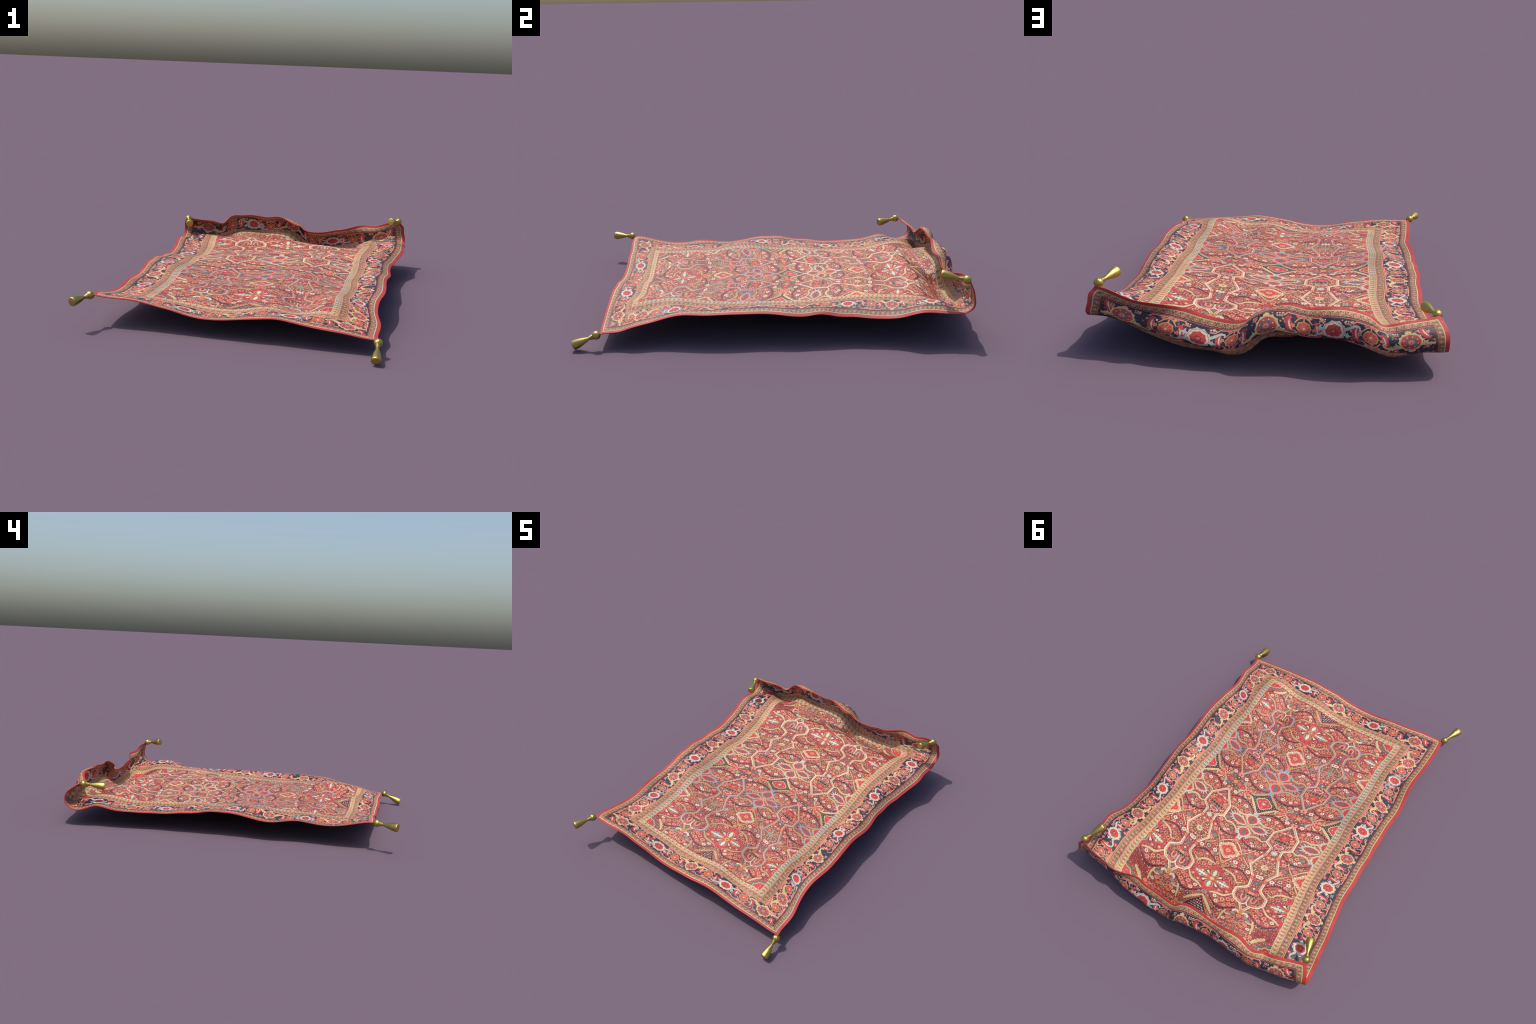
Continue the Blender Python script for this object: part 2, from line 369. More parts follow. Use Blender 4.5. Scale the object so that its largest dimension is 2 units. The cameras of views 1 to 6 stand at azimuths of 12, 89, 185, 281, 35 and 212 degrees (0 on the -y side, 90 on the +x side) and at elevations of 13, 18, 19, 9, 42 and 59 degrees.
# guide lines first: cream stems, leaf outlines
def leaf(path, inner, stem, serr):
    dark = curve(path, 6)
    inn = curve(inner, 6)
    for q in strokes(inn, 0.0032):
        field(q, "rose")
    for q in strokes(dark, 0.0040):
        field(q, "navy")
    # saw-toothed navy swelling in the middle of the outer side
    n = len(dark)
    for k in range(int(n * 0.25), int(n * 0.75)):
        (ax, ay), (bx, by) = dark[k], dark[min(n - 1, k + 1)]
        length = math.hypot(bx - ax, by - ay) or 1
        nx, ny = -(by - ay) / length * serr, (bx - ax) / length * serr
        w = 0.0105 * math.sin(math.pi * (k / n - 0.2) / 0.6)
        if k % 2:
            field([(ax, ay), (ax + nx * w, ay + ny * w), (bx + nx * w * 0.9, by + ny * w * 0.9), (bx, by)], "navy")
            field(disc(0.0032, 5, ax + nx * (w + 0.002), ay + ny * (w + 0.002)), ("sand", "cream"))
    st = curve(stem, 5)
    field(serrated(st, 0.0095, 0.0020, 0.016), ("sand", "cream"))


# lower and upper leaves of the inner crosses, then of the outer crosses
leaf([(0.004, 0.098), (0.035, 0.070), (0.09, 0.053), (0.15, 0.062), (0.192, 0.092)], [(0.008, 0.102), (0.04, 0.079), (0.09, 0.064), (0.145, 0.072), (0.188, 0.097)],
     [(0.022, 0.098), (0.05, 0.124), (0.088, 0.138), (0.118, 0.132), (0.150, 0.140)], -1)
leaf([(0.004, 0.255), (0.04, 0.283), (0.10, 0.297), (0.15, 0.287), (0.192, 0.258)], [(0.008, 0.250), (0.045, 0.274), (0.10, 0.286), (0.145, 0.277), (0.188, 0.253)],
     [(0.030, 0.256), (0.06, 0.228), (0.095, 0.224), (0.120, 0.234), (0.150, 0.222)], 1)
leaf([(0.010, 0.494), (0.06, 0.458), (0.11, 0.449), (0.15, 0.460), (0.196, 0.492)], [(0.014, 0.499), (0.06, 0.469), (0.11, 0.460), (0.147, 0.470), (0.19, 0.497)],
     [(0.020, 0.484), (0.07, 0.486), (0.105, 0.500), (0.125, 0.522), (0.150, 0.512)], -1)
leaf([(0.008, 0.654), (0.05, 0.683), (0.10, 0.700), (0.15, 0.682), (0.205, 0.640)], [(0.012, 0.649), (0.055, 0.673), (0.10, 0.688), (0.145, 0.672), (0.198, 0.635)],
     [(0.025, 0.656), (0.06, 0.640), (0.10, 0.632), (0.125, 0.612), (0.140, 0.596)], 1)

# lattice of cream stems round the ivory diamonds, with dark-eyed rosettes at the crossings
for a, b in (((0.004, 0.293), (0.148, 0.412)), ((0.004, 0.449), (0.128, 0.296))):
    (ax, ay), (bx, by) = a, b
    mid = [(ax + (bx - ax) * t + 0.004 * math.sin(t * 9), ay + (by - ay) * t + 0.003 * math.cos(t * 8)) for t in (0, 0.2, 0.4, 0.6, 0.8, 1)]
    for q in strokes(curve(mid, 3), 0.0072, 0.0045):
        field(q, ("sand", "cream"))
for (u, y) in ((0.0885, 0.361),):
    field(at(lobed(0.0155, 8, 0.14), u, y), "brown")
    for k in range(8):
        field(at(disc(0.0036, 5, 0.0115 * math.cos(k * TAU / 8), 0.0115 * math.sin(k * TAU / 8)), u, y), "gold", keep=True)
    field(at(disc(0.0058, 6), u, y), "orange")
for y in (0.293, 0.449):
    field(at(lobed(0.0175, 6, 0.18), 0, y), ("orange", "rose"))
    field(at(lobed(0.011, 6, 0.2, turn=0.5), 0, y), "gold")
    field(at(disc(0.004, 6), 0, y), "brown")
# pink star knots beside the bellies
for (u, y) in ((0.140, 0.371),):
    field(at([(0, 0.026), (0.009, 0.010), (0.026, 0.016), (0.016, 0), (0.026, -0.016), (0.009, -0.010), (0, -0.026), (-0.009, -0.010), (-0.022, -0.014), (-0.014, 0), (-0.022, 0.014), (-0.009, 0.010)], u, y), "salmon")
    for k in range(4):
        field(at(disc(0.003, 4, 0.010 * math.cos(k * TAU / 4 + 0.8), 0.010 * math.sin(k * TAU / 4 + 0.8)), u, y), "teal", keep=True)

# vases: octagon head, belly, urn; a double outline in two colours
VASE = [(0.0, 0.062), (0.046, 0.121), (0.073, 0.150), (0.076, 0.222), (0.033, 0.246), (0.037, 0.290), (0.079, 0.385), (0.040, 0.440), (0.034, 0.505), (0.046, 0.520),
        (0.088, 0.552), (0.088, 0.588), (0.069, 0.610), (0.032, 0.617), (0.0, 0.660)]
body = [(COL - x, y) for x, y in VASE] + [(COL + x, y) for x, y in VASE[::-1]]
field([(COL - x, y) for x, y in VASE[:5]] + [(COL + x, y) for x, y in VASE[:5][::-1]], "field", keep=True)
field([(COL - x, y) for x, y in VASE[8:]] + [(COL + x, y) for x, y in VASE[8:][::-1]], "field", keep=True)
for q in strokes([(COL - x, y) for x, y in VASE], 0.0145):
    field(q, ("slate", "ivory"))
for q in strokes([(COL - x * 0.955 + 0.0012, y) for x, y in VASE], 0.0072):
    field(q, ("cream", "cream"), keep=True)
for q in strokes([(COL - x * 0.975 + 0.0006, y) for x, y in VASE], 0.0024):
    field(q, "orange", keep=True)
# red clasps on the neck
for (dx, y, c) in ((0.0365, 0.296, "orange"), (0.040, 0.452, "red")):
    field(at([(-0.011, -0.013), (0.011, -0.013), (0.011, 0.013), (-0.011, 0.013)], COL - dx, y, 0.3), c)
    for k in range(4):
        field(at(disc(0.0028, 4, 0.006 * math.cos(k * TAU / 4 + 0.8), 0.006 * math.sin(k * TAU / 4 + 0.8)), COL - dx, y), "ivory", keep=True)
# octagon: red palmette, dark bar, heart
field(at(lobed(0.026, 5, 0.28, turn=0.3), COL, 0.162), "red")
field(at(lobed(0.012, 5, 0.3, turn=0.9), COL, 0.162), "orange")
field(at(disc(0.012, 6), COL, 0.118), "salmon")
field(at(disc(0.006, 6), COL, 0.118), "maroon")
for (dx, y) in ((0.048, 0.160), (0.052, 0.205), (0.040, 0.130)):
    field(at(lobed(0.009, 4, 0.35, turn=dx * 40), COL - dx, y), ("pink", "salmon"))
    field(at(disc(0.0055, 5, 0.010, 0.010), COL - dx, y), "cream")
for y, hw in ((0.194, 0.040), (0.556, 0.034)):
    field([(COL - hw, y - 0.0075), (COL + hw, y - 0.0035), (COL + hw, y + 0.0085), (COL - hw, y + 0.0045)], "navy")
    for k in range(4):
        x = -hw + 2 * hw * (k + 0.6) / 4.2
        field(disc(0.0034, 4, COL + x, y + 0.001 + x * 0.05), ("rose", "gold")[k % 2], keep=True)
    for e in (-1, 1):
        for q in strokes([(COL - hw, y + e * 0.008 - 0.001), (COL + hw, y + e * 0.008 + 0.003)], 0.0022):
            field(q, "tan", keep=True)
heart = [(0, -0.024), (0.014, -0.012), (0.028, -0.012), (0.030, 0.002), (0.020, 0.012), (0.008, 0.014), (0, 0.010), (-0.008, 0.014), (-0.020, 0.012), (-0.030, 0.002), (-0.028, -0.012), (-0.014, -0.012)]
field(at([(x * 1.0, -y) for x, y in heart], COL, 0.224), "frost")
field(at([(x * 0.68, -y * 0.68) for x, y in heart], COL, 0.224), "red")
# neck flowers
for (y, c, h) in ((0.272, ("teal", "frost"), "ivory"), (0.474, ("teal", "teal"), "rose")):
    field(at(lobed(0.0185, 8, 0.16), COL, y), c)
    field(at(disc(0.0065, 6), COL, y), h)
field(at(lobed(0.014, 5, 0.1), COL, 0.248), "salmon")
field(at(lobed(0.008, 5, 0.1), COL, 0.248), "maroon")
field(at(lobed(0.019, 6, 0.15), COL, 0.512), "red")
field(at(lobed(0.0125, 6, 0.2), COL, 0.514), "teal")
field(at(disc(0.007, 6), COL, 0.509), "ivory")
# belly: pale flower and eight leafy arms
field(at(lobed(0.0225, 8, 0.10), COL, 0.371), ("sage", "cream"))
field(at(disc(0.0065, 6), COL, 0.371), ("rose", "rose"))
for k in range(8):
    a = k * TAU / 8
    d = 0.052 if k % 2 == 0 else 0.056
    if k % 2 == 0:
        for q in strokes([(0.022 * math.cos(a), 0.022 * math.sin(a)), (0.045 * math.cos(a), 0.045 * math.sin(a))], 0.003):
            field(at(q, COL, 0.371), "frost")
        field(at(lobed(0.0085, 3, 0.35, d * math.cos(a), d * math.sin(a), turn=a), COL, 0.371), ("sage", "cream"))
    else:
        for b in (-0.34, 0.34):
            field(at(disc(0.0125, 6, d * math.cos(a + b), d * math.sin(a + b), 0.006), COL, 0.371), ("sage", "sand"))
        field(at(disc(0.0055, 5, d * math.cos(a), d * math.sin(a)), COL, 0.371), ("cream", "frost"))
# urn: two hooked figures, central stem that forks
for q in strokes([(0.0, 0.566), (0.0, 0.604)], 0.0085):
    field([(COL + x, y) for x, y in q], "cream")
for e in (-1,):
    for q in strokes(curve([(COL, 0.603), (COL + e * 0.012, 0.618), (COL + e * 0.034, 0.622)], 4), 0.008, 0.004):
        field(q, "ivory")
    for q in strokes(curve([(COL + e * 0.010, 0.571), (COL + e * 0.011, 0.592), (COL + e * 0.024, 0.606), (COL + e * 0.048, 0.604), (COL + e * 0.060, 0.585)], 3), 0.004):
        field(q, "slate")
    for q in strokes(curve([(COL + e * 0.018, 0.568), (COL + e * 0.018, 0.588), (COL + e * 0.029, 0.597), (COL + e * 0.040, 0.588), (COL + e * 0.041, 0.568)], 3), 0.0078):
        field(q, ("salmon", "salmon"))
    for q in strokes(curve([(COL + e * 0.014, 0.608), (COL + e * 0.030, 0.614), (COL + e * 0.050, 0.608)], 3), 0.006):
        field(q, "orange")
    for k in range(4):
        field(disc(0.0032, 4, COL + e * (0.052 + 0.006 * k), 0.570 + 0.008 * k), "slate")
mark([(COL - 0.062, 0.566), (COL + 0.062, 0.566), (COL + 0.066, 0.612), (COL - 0.066, 0.612)])
# knots at both ends of the vase
field(at(lobed(0.0205, 6, 0.10), COL, 0.056), ("salmon", "salmon"))
field(at(disc(0.006, 5), COL, 0.056), "maroon")
field(at([(-0.020, -0.018), (0.020, -0.018), (0.020, 0.018), (-0.020, 0.018)], COL, 0.664), "orange")
for k in range(4):
    field(at(disc(0.0075, 5, 0.014 * math.cos(k * TAU / 4 + 0.78), 0.014 * math.sin(k * TAU / 4 + 0.78)), COL, 0.664), ("brown", "gold")[k % 2])
field(at(disc(0.005, 5), COL, 0.664), "gold")
for e in (-1,):
    field(at([(0.0, 0.0), (0.012, -0.014), (0.026, -0.016), (0.036, -0.006), (0.034, 0.006), (0.026, -0.003), (0.016, 0.0), (0.010, 0.014), (0.0, 0.016)], COL + e * 0.046, 0.670), "ivory")
    field(at(lobed(0.013, 6, 0.2), COL + e * 0.036, 0.690), "sage")

# end plants under the urns
for q in strokes([(COL, 0.672), (COL, 0.80)], 0.0042):
    field(q, "sage")
for q in strokes(curve([(COL - 0.002, 0.705), (COL - 0.020, 0.708), (COL - 0.026, 0.725), (COL - 0.026, 0.80)], 4), 0.0036):
    field(q, "tan")
for (dx, y, r, c, h) in ((0.026, 0.717, 0.017, "pink", "brown"), (0.034, 0.748, 0.015, "orange", "gold"), (0.012, 0.738, 0.013, "salmon", "brown"), (0.050, 0.728, 0.013, "salmon", "rose"), (0.056, 0.700, 0.011, "slate", "orange"), (0.018, 0.775, 0.014, "rose", "salmon"), (0.050, 0.775, 0.014, "pink", "maroon")):
    field(at(lobed(r, 6, 0.16), COL - dx, y), c)
    field(at(disc(r * 0.38, 6), COL - dx, y), h, keep=True)
# branching cream stems at the ends
field(serrated(curve([(COL - 0.075, 0.690), (COL - 0.088, 0.715), (COL - 0.090, 0.765)], 4), 0.010, 0.002, 0.016), ("sand", "cream"))
field(serrated(curve([(COL - 0.040, 0.705), (COL - 0.062, 0.712), (COL - 0.086, 0.706)], 4), 0.007, 0.002, 0.014), ("sand", "cream"))

# dark stepped bunch on the centre line at both ends
field(serrated([(0.0, 0.688), (0.030, 0.708), (0.062, 0.730), (0.088, 0.752)], 0.012, 0.003, 0.012), ("sand", "cream"), column="centre")
tri = []
for k in range(13):
    t = k / 12
    tri.append((0.006 + 0.062 * t + (0.006 if k % 2 else 0), 0.706 + 0.062 * t))
field([(-x, y) for x, y in tri[::-1]] + [(0, 0.700)] + tri + [(0.055, 0.785), (-0.055, 0.785)], "navy", column="centre")
for q in strokes(tri, 0.0035):
    field(q, "orange", keep=True, column="centre")
for j in range(6):
    for i in range(j + 1):
        x = 0.0115 * i
        y = 0.714 + 0.0125 * j
        if x < 0.060 * (j + 1) / 6:
            field(at(lobed(0.0048, 4, 0.2), x, y), ("salmon", "pink", "cream", "rose")[(i * 3 + j) % 4], keep=True, column="centre")
field(at(lobed(0.018, 5, 0.2), 0.0, 0.790), "orange", keep=True, column="centre")
field(at(lobed(0.008, 5, 0.2), 0.0, 0.790), "gold", keep=True, column="centre")
# quarter palmettes in the corners: red fan, green band and a cream branch
UNDER_FAN = MASK.copy()
for only, CY in (((1, 0), 0.772), ((0, 1), 0.832)):
    tint = lambda c: (c if only[0] else None, c if only[1] else None)

    def fan(r, depth, lobes):
        pts = []
        for k in range(33):
            a = math.pi + math.pi * k / 32
            rr = r * (1 + depth * math.cos(lobes * 2 * a))
            pts.append((-0.004 + rr * math.cos(a), CY + 0.85 * rr * math.sin(a)))
        return pts + [(-0.004 + r, CY + 0.05), (-0.004 - r, CY + 0.05)]

    field(fan(0.104, 0.04, 9), tint("madder"), column="edge")
    field(fan(0.086, 0.05, 9), tint("teal"), keep=True, column="edge")
    field(fan(0.072, 0.05, 6), tint("cream"), keep=True, column="edge")
    field(fan(0.066, 0.05, 6), tint("red"), keep=True, column="edge")
    for a, r in ((1.25, 0.03), (1.5, 0.045), (1.1, 0.05), (1.35, 0.052), (1.05, 0.030), (1.45, 0.018)):
        field(at(disc(0.005, 5), -0.004 + r * math.cos(a * math.pi), CY + 0.85 * r * math.sin(a * math.pi)), tint("salmon"), keep=True, column="edge")
    for a in range(9):
        t = math.pi * (1.04 + 0.92 * a / 8)
        field(at(disc(0.004, 5), -0.004 + 0.079 * math.cos(t), CY + 0.067 * math.sin(t)), tint("orange"), keep=True, column="edge")
        field(at(disc(0.004, 5), -0.004 + 0.096 * math.cos(t + 0.15), CY + 0.081 * math.sin(t + 0.15)), tint("salmon"), keep=True, column="edge")
    branch = [(-0.004 + 0.114 * math.cos(math.pi * t), CY + 0.097 * math.sin(math.pi * t)) for t in (1.06, 1.14, 1.24, 1.36)]
    field(serrated(branch, 0.014, 0.004, 0.014), tint("cream"), column="edge")

# dark diamond in the middle
dia = lambda a, b: [(0, -b), (a, 0), (0, b), (-a, 0)]
for a, b in (((0.0, -0.074), (0.092, 0.0)), ((0.092, 0.0), (0.0, 0.074))):
    pass
field(dia(0.096, 0.073), "maroon", keep=True)
field(serrated([(0.010, 0.071), (0.034, 0.050), (0.058, 0.031), (0.086, 0.006)], 0.012, 0.003, 0.012), ("sand", "cream"))
for k in range(8):
    t = (k + 0.5) / 8
    field(at(disc(0.0098, 6), 0.072 * t, 0.056 * (1 - t)), "navy")
    field(at(disc(0.0034, 4), 0.072 * t, 0.056 * (1 - t)), ("salmon", "gold")[k % 2], keep=True)
field(dia(0.062, 0.048), "navy")
for k in range(6):
    t = (k + 0.5) / 6
    field(at(disc(0.0036, 4), 0.052 * t, 0.041 * (1 - t)), ("pink", "sand")[k % 2], keep=True)
field([(p[0], p[1]) for p in at(lobed(0.050, 4, 0.12, per=4), 0, 0.0)], "cream")
field(at(lobed(0.044, 4, 0.12, per=4), 0, 0.0), "red")
field(at(lobed(0.015, 6, 0.2), 0, 0.0), "pink")
field(at(disc(0.006, 6), 0, 0.0), "ivory")
for k in range(4):
    field(at(disc(0.004, 4, 0.029 * math.cos(k * TAU / 4), 0.029 * math.sin(k * TAU / 4)), 0, 0.0), "ivory", keep=True)
field(at(lobed(0.015, 6, 0.2), 0.0, 0.084), "sage")
field(at(disc(0.005, 5), 0.0, 0.084), "rose")

# ivory-ringed red diamonds
Y3 = 0.371
field(at(lobed(0.060, 4, 0.13, per=6), 0, Y3), "maroon")
for k in range(28):
    a = k * TAU / 28
    r = 0.055 * (1 + 0.14 * math.cos(4 * a))
    field(at(disc(0.0078, 6, r * math.cos(a), r * math.sin(a)), 0, Y3), ("cream", "ivory")[k % 2])
field(at(lobed(0.0500, 4, 0.14, per=6), 0, Y3), ("rose", "rose"))
for k in range(24):
    a = (k + 0.5) * TAU / 24
    r = 0.0485 * (1 + 0.14 * math.cos(4 * a))
    field(at(disc(0.0056, 5, r * math.cos(a), r * math.sin(a)), 0, Y3), "cream", keep=True)
for k in range(20):
    a = k * TAU / 20
    r = 0.053 * (1 + 0.14 * math.cos(4 * a))
    field(at(disc(0.0026, 4, r * math.cos(a), r * math.sin(a)), 0, Y3), "rose", keep=True)
field(at(lobed(0.043, 4, 0.15, per=6), 0, Y3), ("slate", "salmon"))
field(at(lobed(0.039, 4, 0.16, per=6), 0, Y3), "red")
field(at(lobed(0.0155, 8, 0.2), 0, Y3), "gold")
field(at(disc(0.006, 6), 0, Y3), "red")
for k in range(4):
    field(at(disc(0.0032, 4, 0.030 * math.cos(k * TAU / 4), 0.030 * math.sin(k * TAU / 4)), 0, Y3), ("sky", "cream"), keep=True)


def petal(length, width, root, turn, u, y, layers):
    for grow, colour, keep in layers:
        l, w = length + grow * 2, width + grow * 2
        c = root + length / 2
        outline = [(c + l / 2 * x, w / 2 * z) for x, z in ((-1, 0), (-0.72, 0.55), (-0.2, 1.0), (0.35, 0.92), (0.78, 0.5), (1, 0), (0.78, -0.5), (0.35, -0.92), (-0.2, -1.0), (-0.72, -0.55))]
        field(at(outline, u, y, turn), colour, keep=keep)


def saw_leaf(length, width, root, turn, u, y, colour):
    pts = []
    n = 5
    for s in (1, -1):
        ks = range(n + 1) if s > 0 else range(n, -1, -1)
        for k in ks:
            t = k / n
            h = width / 2 * math.sin(math.pi * (0.08 + 0.84 * t))
            pts.append((root + length * t, s * h * 0.45))
            if k < n and s > 0 or k > 0 and s < 0:
                t2 = t + s * 0.5 / n
                pts.append((root + length * t2, s * width / 2 * math.sin(math.pi * (0.08 + 0.84 * t2))))
    field(at(pts, u, y, turn), colour, keep=True)


# four-petalled crosses: pale spiny outline, red petals with a green leaf
Y2 = 0.175
for turn, L, W in ((0.0, 0.090, 0.046), (TAU / 4, 0.080, 0.062), (-TAU / 4, 0.080, 0.062)):
    pale = ("sky", "frost")
    petal(L, W, 0.022, turn, 0, Y2, ((0.0125, pale, False),))
    for k in range(4):
        t = 0.34 + 0.20 * k
        for s in (-1, 1):
            x, z = 0.022 + L * t, s * (W / 2 + 0.008) * (1.08 - 0.50 * t)
            field(at([(x - 0.007, z), (x + 0.006, z), (x + 0.016, z + s * 0.014), (x + 0.011, z + s * 0.017)], 0, Y2, turn), pale)
    for s in (-1, 1):
        field(at([(0.022 + L, s * 0.006), (0.022 + L + 0.004, 0), (0.022 + L + 0.032, s * 0.016), (0.022 + L + 0.006, s * 0.014)], 0, Y2, turn), pale)
for turn, L, W in ((0.0, 0.090, 0.046), (TAU / 4, 0.080, 0.062), (-TAU / 4, 0.080, 0.062)):
    petal(L, W, 0.022, turn, 0, Y2, ((0.0062, ("salmon", "cream"), False), (0.0, "red", False)))
    saw_leaf(L * 0.72, W * 0.50, 0.022 + L * 0.16, turn, 0, Y2, "teal")
for a in (TAU / 8, -TAU / 8):
    for k, c in enumerate(("gold", "rose", "gold")):
        field(at(disc(0.011, 5, 0.066, (k - 1) * 0.012, 0.0050), 0, Y2, a), c)
field(at(disc(0.021, 8), 0, Y2), "gold")
for k in range(8):
    a = k * TAU / 8
    field(at(disc(0.0045, 5, 0.013 * math.cos(a), 0.013 * math.sin(a)), 0, Y2), ("orange", "salmon")[k % 2], keep=True)
for y in (0.080, 0.268):
    field(at(lobed(0.0165, 4, 0.4, turn=TAU / 8), 0, y + (0.003 if y > 0.2 else -0.003)), ("sky", "frost"))

# flaming red crosses near the ends: dark petals with a cream rib
Y4 = 0.577
flame = []
for k in range(40):
    a = k * TAU / 40
    c = abs(math.cos(2 * a))
    r = (0.074 + 0.056 * c ** 1.5) * (1.0 if k % 2 else 0.78)
    flame.append((r * math.cos(a) * 1.04, r * math.sin(a) * 0.98))
field(at(flame, 0, Y4), "red")
for a in [TAU / 8 + k * TAU / 4 for k in range(4)]:
    field(at([(0.030, 0), (0.066, 0.019), (0.066, -0.019)], 0, Y4, a), "navy")
    field(at([(0.026, 0), (0.064, 0.009), (0.064, -0.009)], 0, Y4, a), "ivory", keep=True)
    field(at([(0.026, 0), (0.045, 0.006), (0.045, -0.006)], 0, Y4, a), "gold", keep=True)
for turn, L, W in ((0.0, 0.094, 0.044), (TAU / 4, 0.066, 0.050), (-TAU / 4, 0.066, 0.050)):
    petal(L, W, 0.018, turn, 0, Y4, ((0.0, "gold", False), (-0.0038, "teal", False)))
    saw_leaf(L * 0.80, W * 0.62, 0.018 + L * 0.12, turn, 0, Y4, "ivory")
    if turn == 0:
        for s in (-1, 1):
            field(at(disc(0.008, 6, 0.018 + L * 0.55, s * 0.021), 0, Y4, turn), ("sky", "frost"))
field(at(lobed(0.016, 8, 0.15), 0, Y4), "gold")
for k in range(6):
    a = k * TAU / 6
    field(at(disc(0.0042, 5, 0.012 * math.cos(a), 0.012 * math.sin(a)), 0, Y4), "salmon", keep=True)
field(at(disc(0.0065, 6), 0, Y4), ("teal", "ivory"))

# bunch of small blossoms between the vases
for i, (dx, y, c, h) in enumerate(((0.0, 0.0, "gold", "rose"), (0.0, 0.034, "brown", "ivory"), (0.032, 0.0, "rose", "slate"), (0.032, 0.030, "teal", "gold"), (0.062, 0.0, "red", "salmon"), (0.060, 0.028, "sage", "brown"), (0.090, 0.010, "salmon", "maroon"))):
    field(at(lobed(0.0145, 7, 0.18), COL - dx, y), c)
    field(at(disc(0.0052, 5), COL - dx, y), h, keep=True)
field(at(lobed(0.019, 5, 0.35), 0.112, 0.014), "rose")
field(at(lobed(0.009, 5, 0.3), 0.112, 0.014), "salmon", keep=True)
for p in ([(0.100, 0.004), (0.086, 0.020), (0.094, 0.034)], [(0.150, 0.010), (0.170, 0.030), (0.164, 0.046)], [(0.135, 0.022), (0.120, 0.036), (0.104, 0.040)]):
    field(serrated(curve(p, 4), 0.0085, 0.0015, 0.016), ("sand", "cream"))

# filler flowers, buds and twigs wherever the ground is still bare
KINDS = ((("orange", "salmon"), "teal"), (("rose", "salmon"), "brown"), (("orange", "salmon"), "cream"), ("ivory", "red"), (("teal", "sage"), "orange"), (("sage", "cream"), "maroon"), (("brown", "sand"), "gold"),
         (("red", "salmon"), "slate"), ("salmon", "red"), (("orange", "gold"), "navy"), ("ivory", "rose"), (("orange", "pink"), "ivory"), (("rose", "cream"), "red"))


def clear(u, y, r):
    for k in range(13):
        a = k * TAU / 12
        rr = r if k < 12 else 0
        i, j = int(round(abs(u + rr * math.cos(a)) / MASK_RES)), int(round(abs(y + rr * ASPECT * math.sin(a)) / MASK_RES))
        if i >= MASK.shape[1]:
            i = 2 * (MASK.shape[1] - 1) - i
        if j >= MASK.shape[0] or MASK[j, i]:
            return False
    return True


for r, tries in ((0.0145, 2200), (0.0118, 3600), (0.0090, 3600)):
    for _ in range(tries):
        u, y = rng.uniform(0.004, COL - 0.004), rng.uniform(0.004, 0.84)
        if not clear(u, y, r * 1.08):
            continue
        petal_c, heart_c = rng.choice(KINDS)
        small_flower(u, y, r, petal_c, heart_c, rng.choice((5, 6, 7)))
        mark(at(disc(r * 1.10, 8), u, y))
for r, tries in ((0.0056, 4200), (0.0040, 9000), (0.0030, 12000)):
    for _ in range(tries):
        u, y = rng.uniform(0.002, COL - 0.002), rng.uniform(0.002, 0.84)
        if not clear(u, y, r * 1.25):
            continue
        a = rng.random() * TAU
        field(at(disc(r, 4, turn=a), u, y), rng.choice(("pink", "salmon", "rose", "sage", "cream", "salmon", "pink", "sand", "ivory", "teal", "orange", "salmon")), keep=True)
        mark(at(disc(r * 1.35, 8), u, y))
# the corner fans do not occur on the centre line: fill that ground too
fan_only = MASK & ~UNDER_FAN
MASK = UNDER_FAN | (np.arange(MASK.shape[1])[None, :] * MASK_RES > 0.125) | (np.arange(MASK.shape[0])[:, None] * MASK_RES < 0.66)
for r, tries, flower in ((0.0118, 500, True), (0.0090, 700, True), (0.0045, 900, False), (0.0030, 1200, False)):
    for _ in range(tries):
        u, y = rng.uniform(-0.125, 0.125), rng.uniform(0.67, 0.86)
        i, j = int(abs(u) / MASK_RES), int(y / MASK_RES)
        if not clear(u, y, r * 1.1) or not fan_only[min(j, fan_only.shape[0] - 1), i]:
            continue
        if flower:
            petal_c, heart_c = rng.choice(KINDS)
            t = rng.random()
            field(at(lobed(r, 6, 0.16, turn=t), u, y), petal_c[0] if isinstance(petal_c, tuple) else petal_c, keep=True, column="centre")
            field(at(disc(r * 0.45, 5, turn=t), u, y), heart_c, keep=True, column="centre")
        else:
            field(at(disc(r, 4, turn=u * 90), u, y), rng.choice(("pink", "salmon", "sand", "cream", "sage", "salmon")), keep=True, column="centre")
        mark(at(disc(r * 1.1, 8), abs(u), y))
FIELD_PIECES, PIECES = PIECES, []

# ------------------------------------------------------------------ frames round the field
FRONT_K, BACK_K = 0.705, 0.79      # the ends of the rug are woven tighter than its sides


def inset(d, at_v=None):
    return HALF_W - d, d * FRONT_K, LENGTH - d * BACK_K


def frame(d0, d1, colour, colours=None):
    """A band that runs round the rug between two depths from its edge."""
    (a, f0, b0), (c, f1, b1) = inset(d0), inset(d1)
    quads = ([(-a, f0), (a, f0), (c, f1), (-c, f1)], [(a, f0), (a, b0), (c, b1), (c, f1)], [(a, b0), (-a, b0), (-c, b1), (c, b1)], [(-a, b0), (-a, f0), (-c, f1), (-c, b1)])
    for k, q in enumerate(quads):
        put(q, colours[k] if colours else colour)


def side_place(side, v, depth):
    """Local frame on a long side: x along the border, y inwards."""
    def f(p):
        return side * (HALF_W - depth - p[1]), v + ASPECT * p[0] * 0.98
    return f


def end_place(end, u, depth):
    def f(p):
        return (u + p[0], (depth + p[1]) * FRONT_K) if end < 0 else (u + p[0], LENGTH - (depth + p[1]) * BACK_K)
    return f


def lay(f, poly, colour):
    put([f(p) for p in poly], colour)


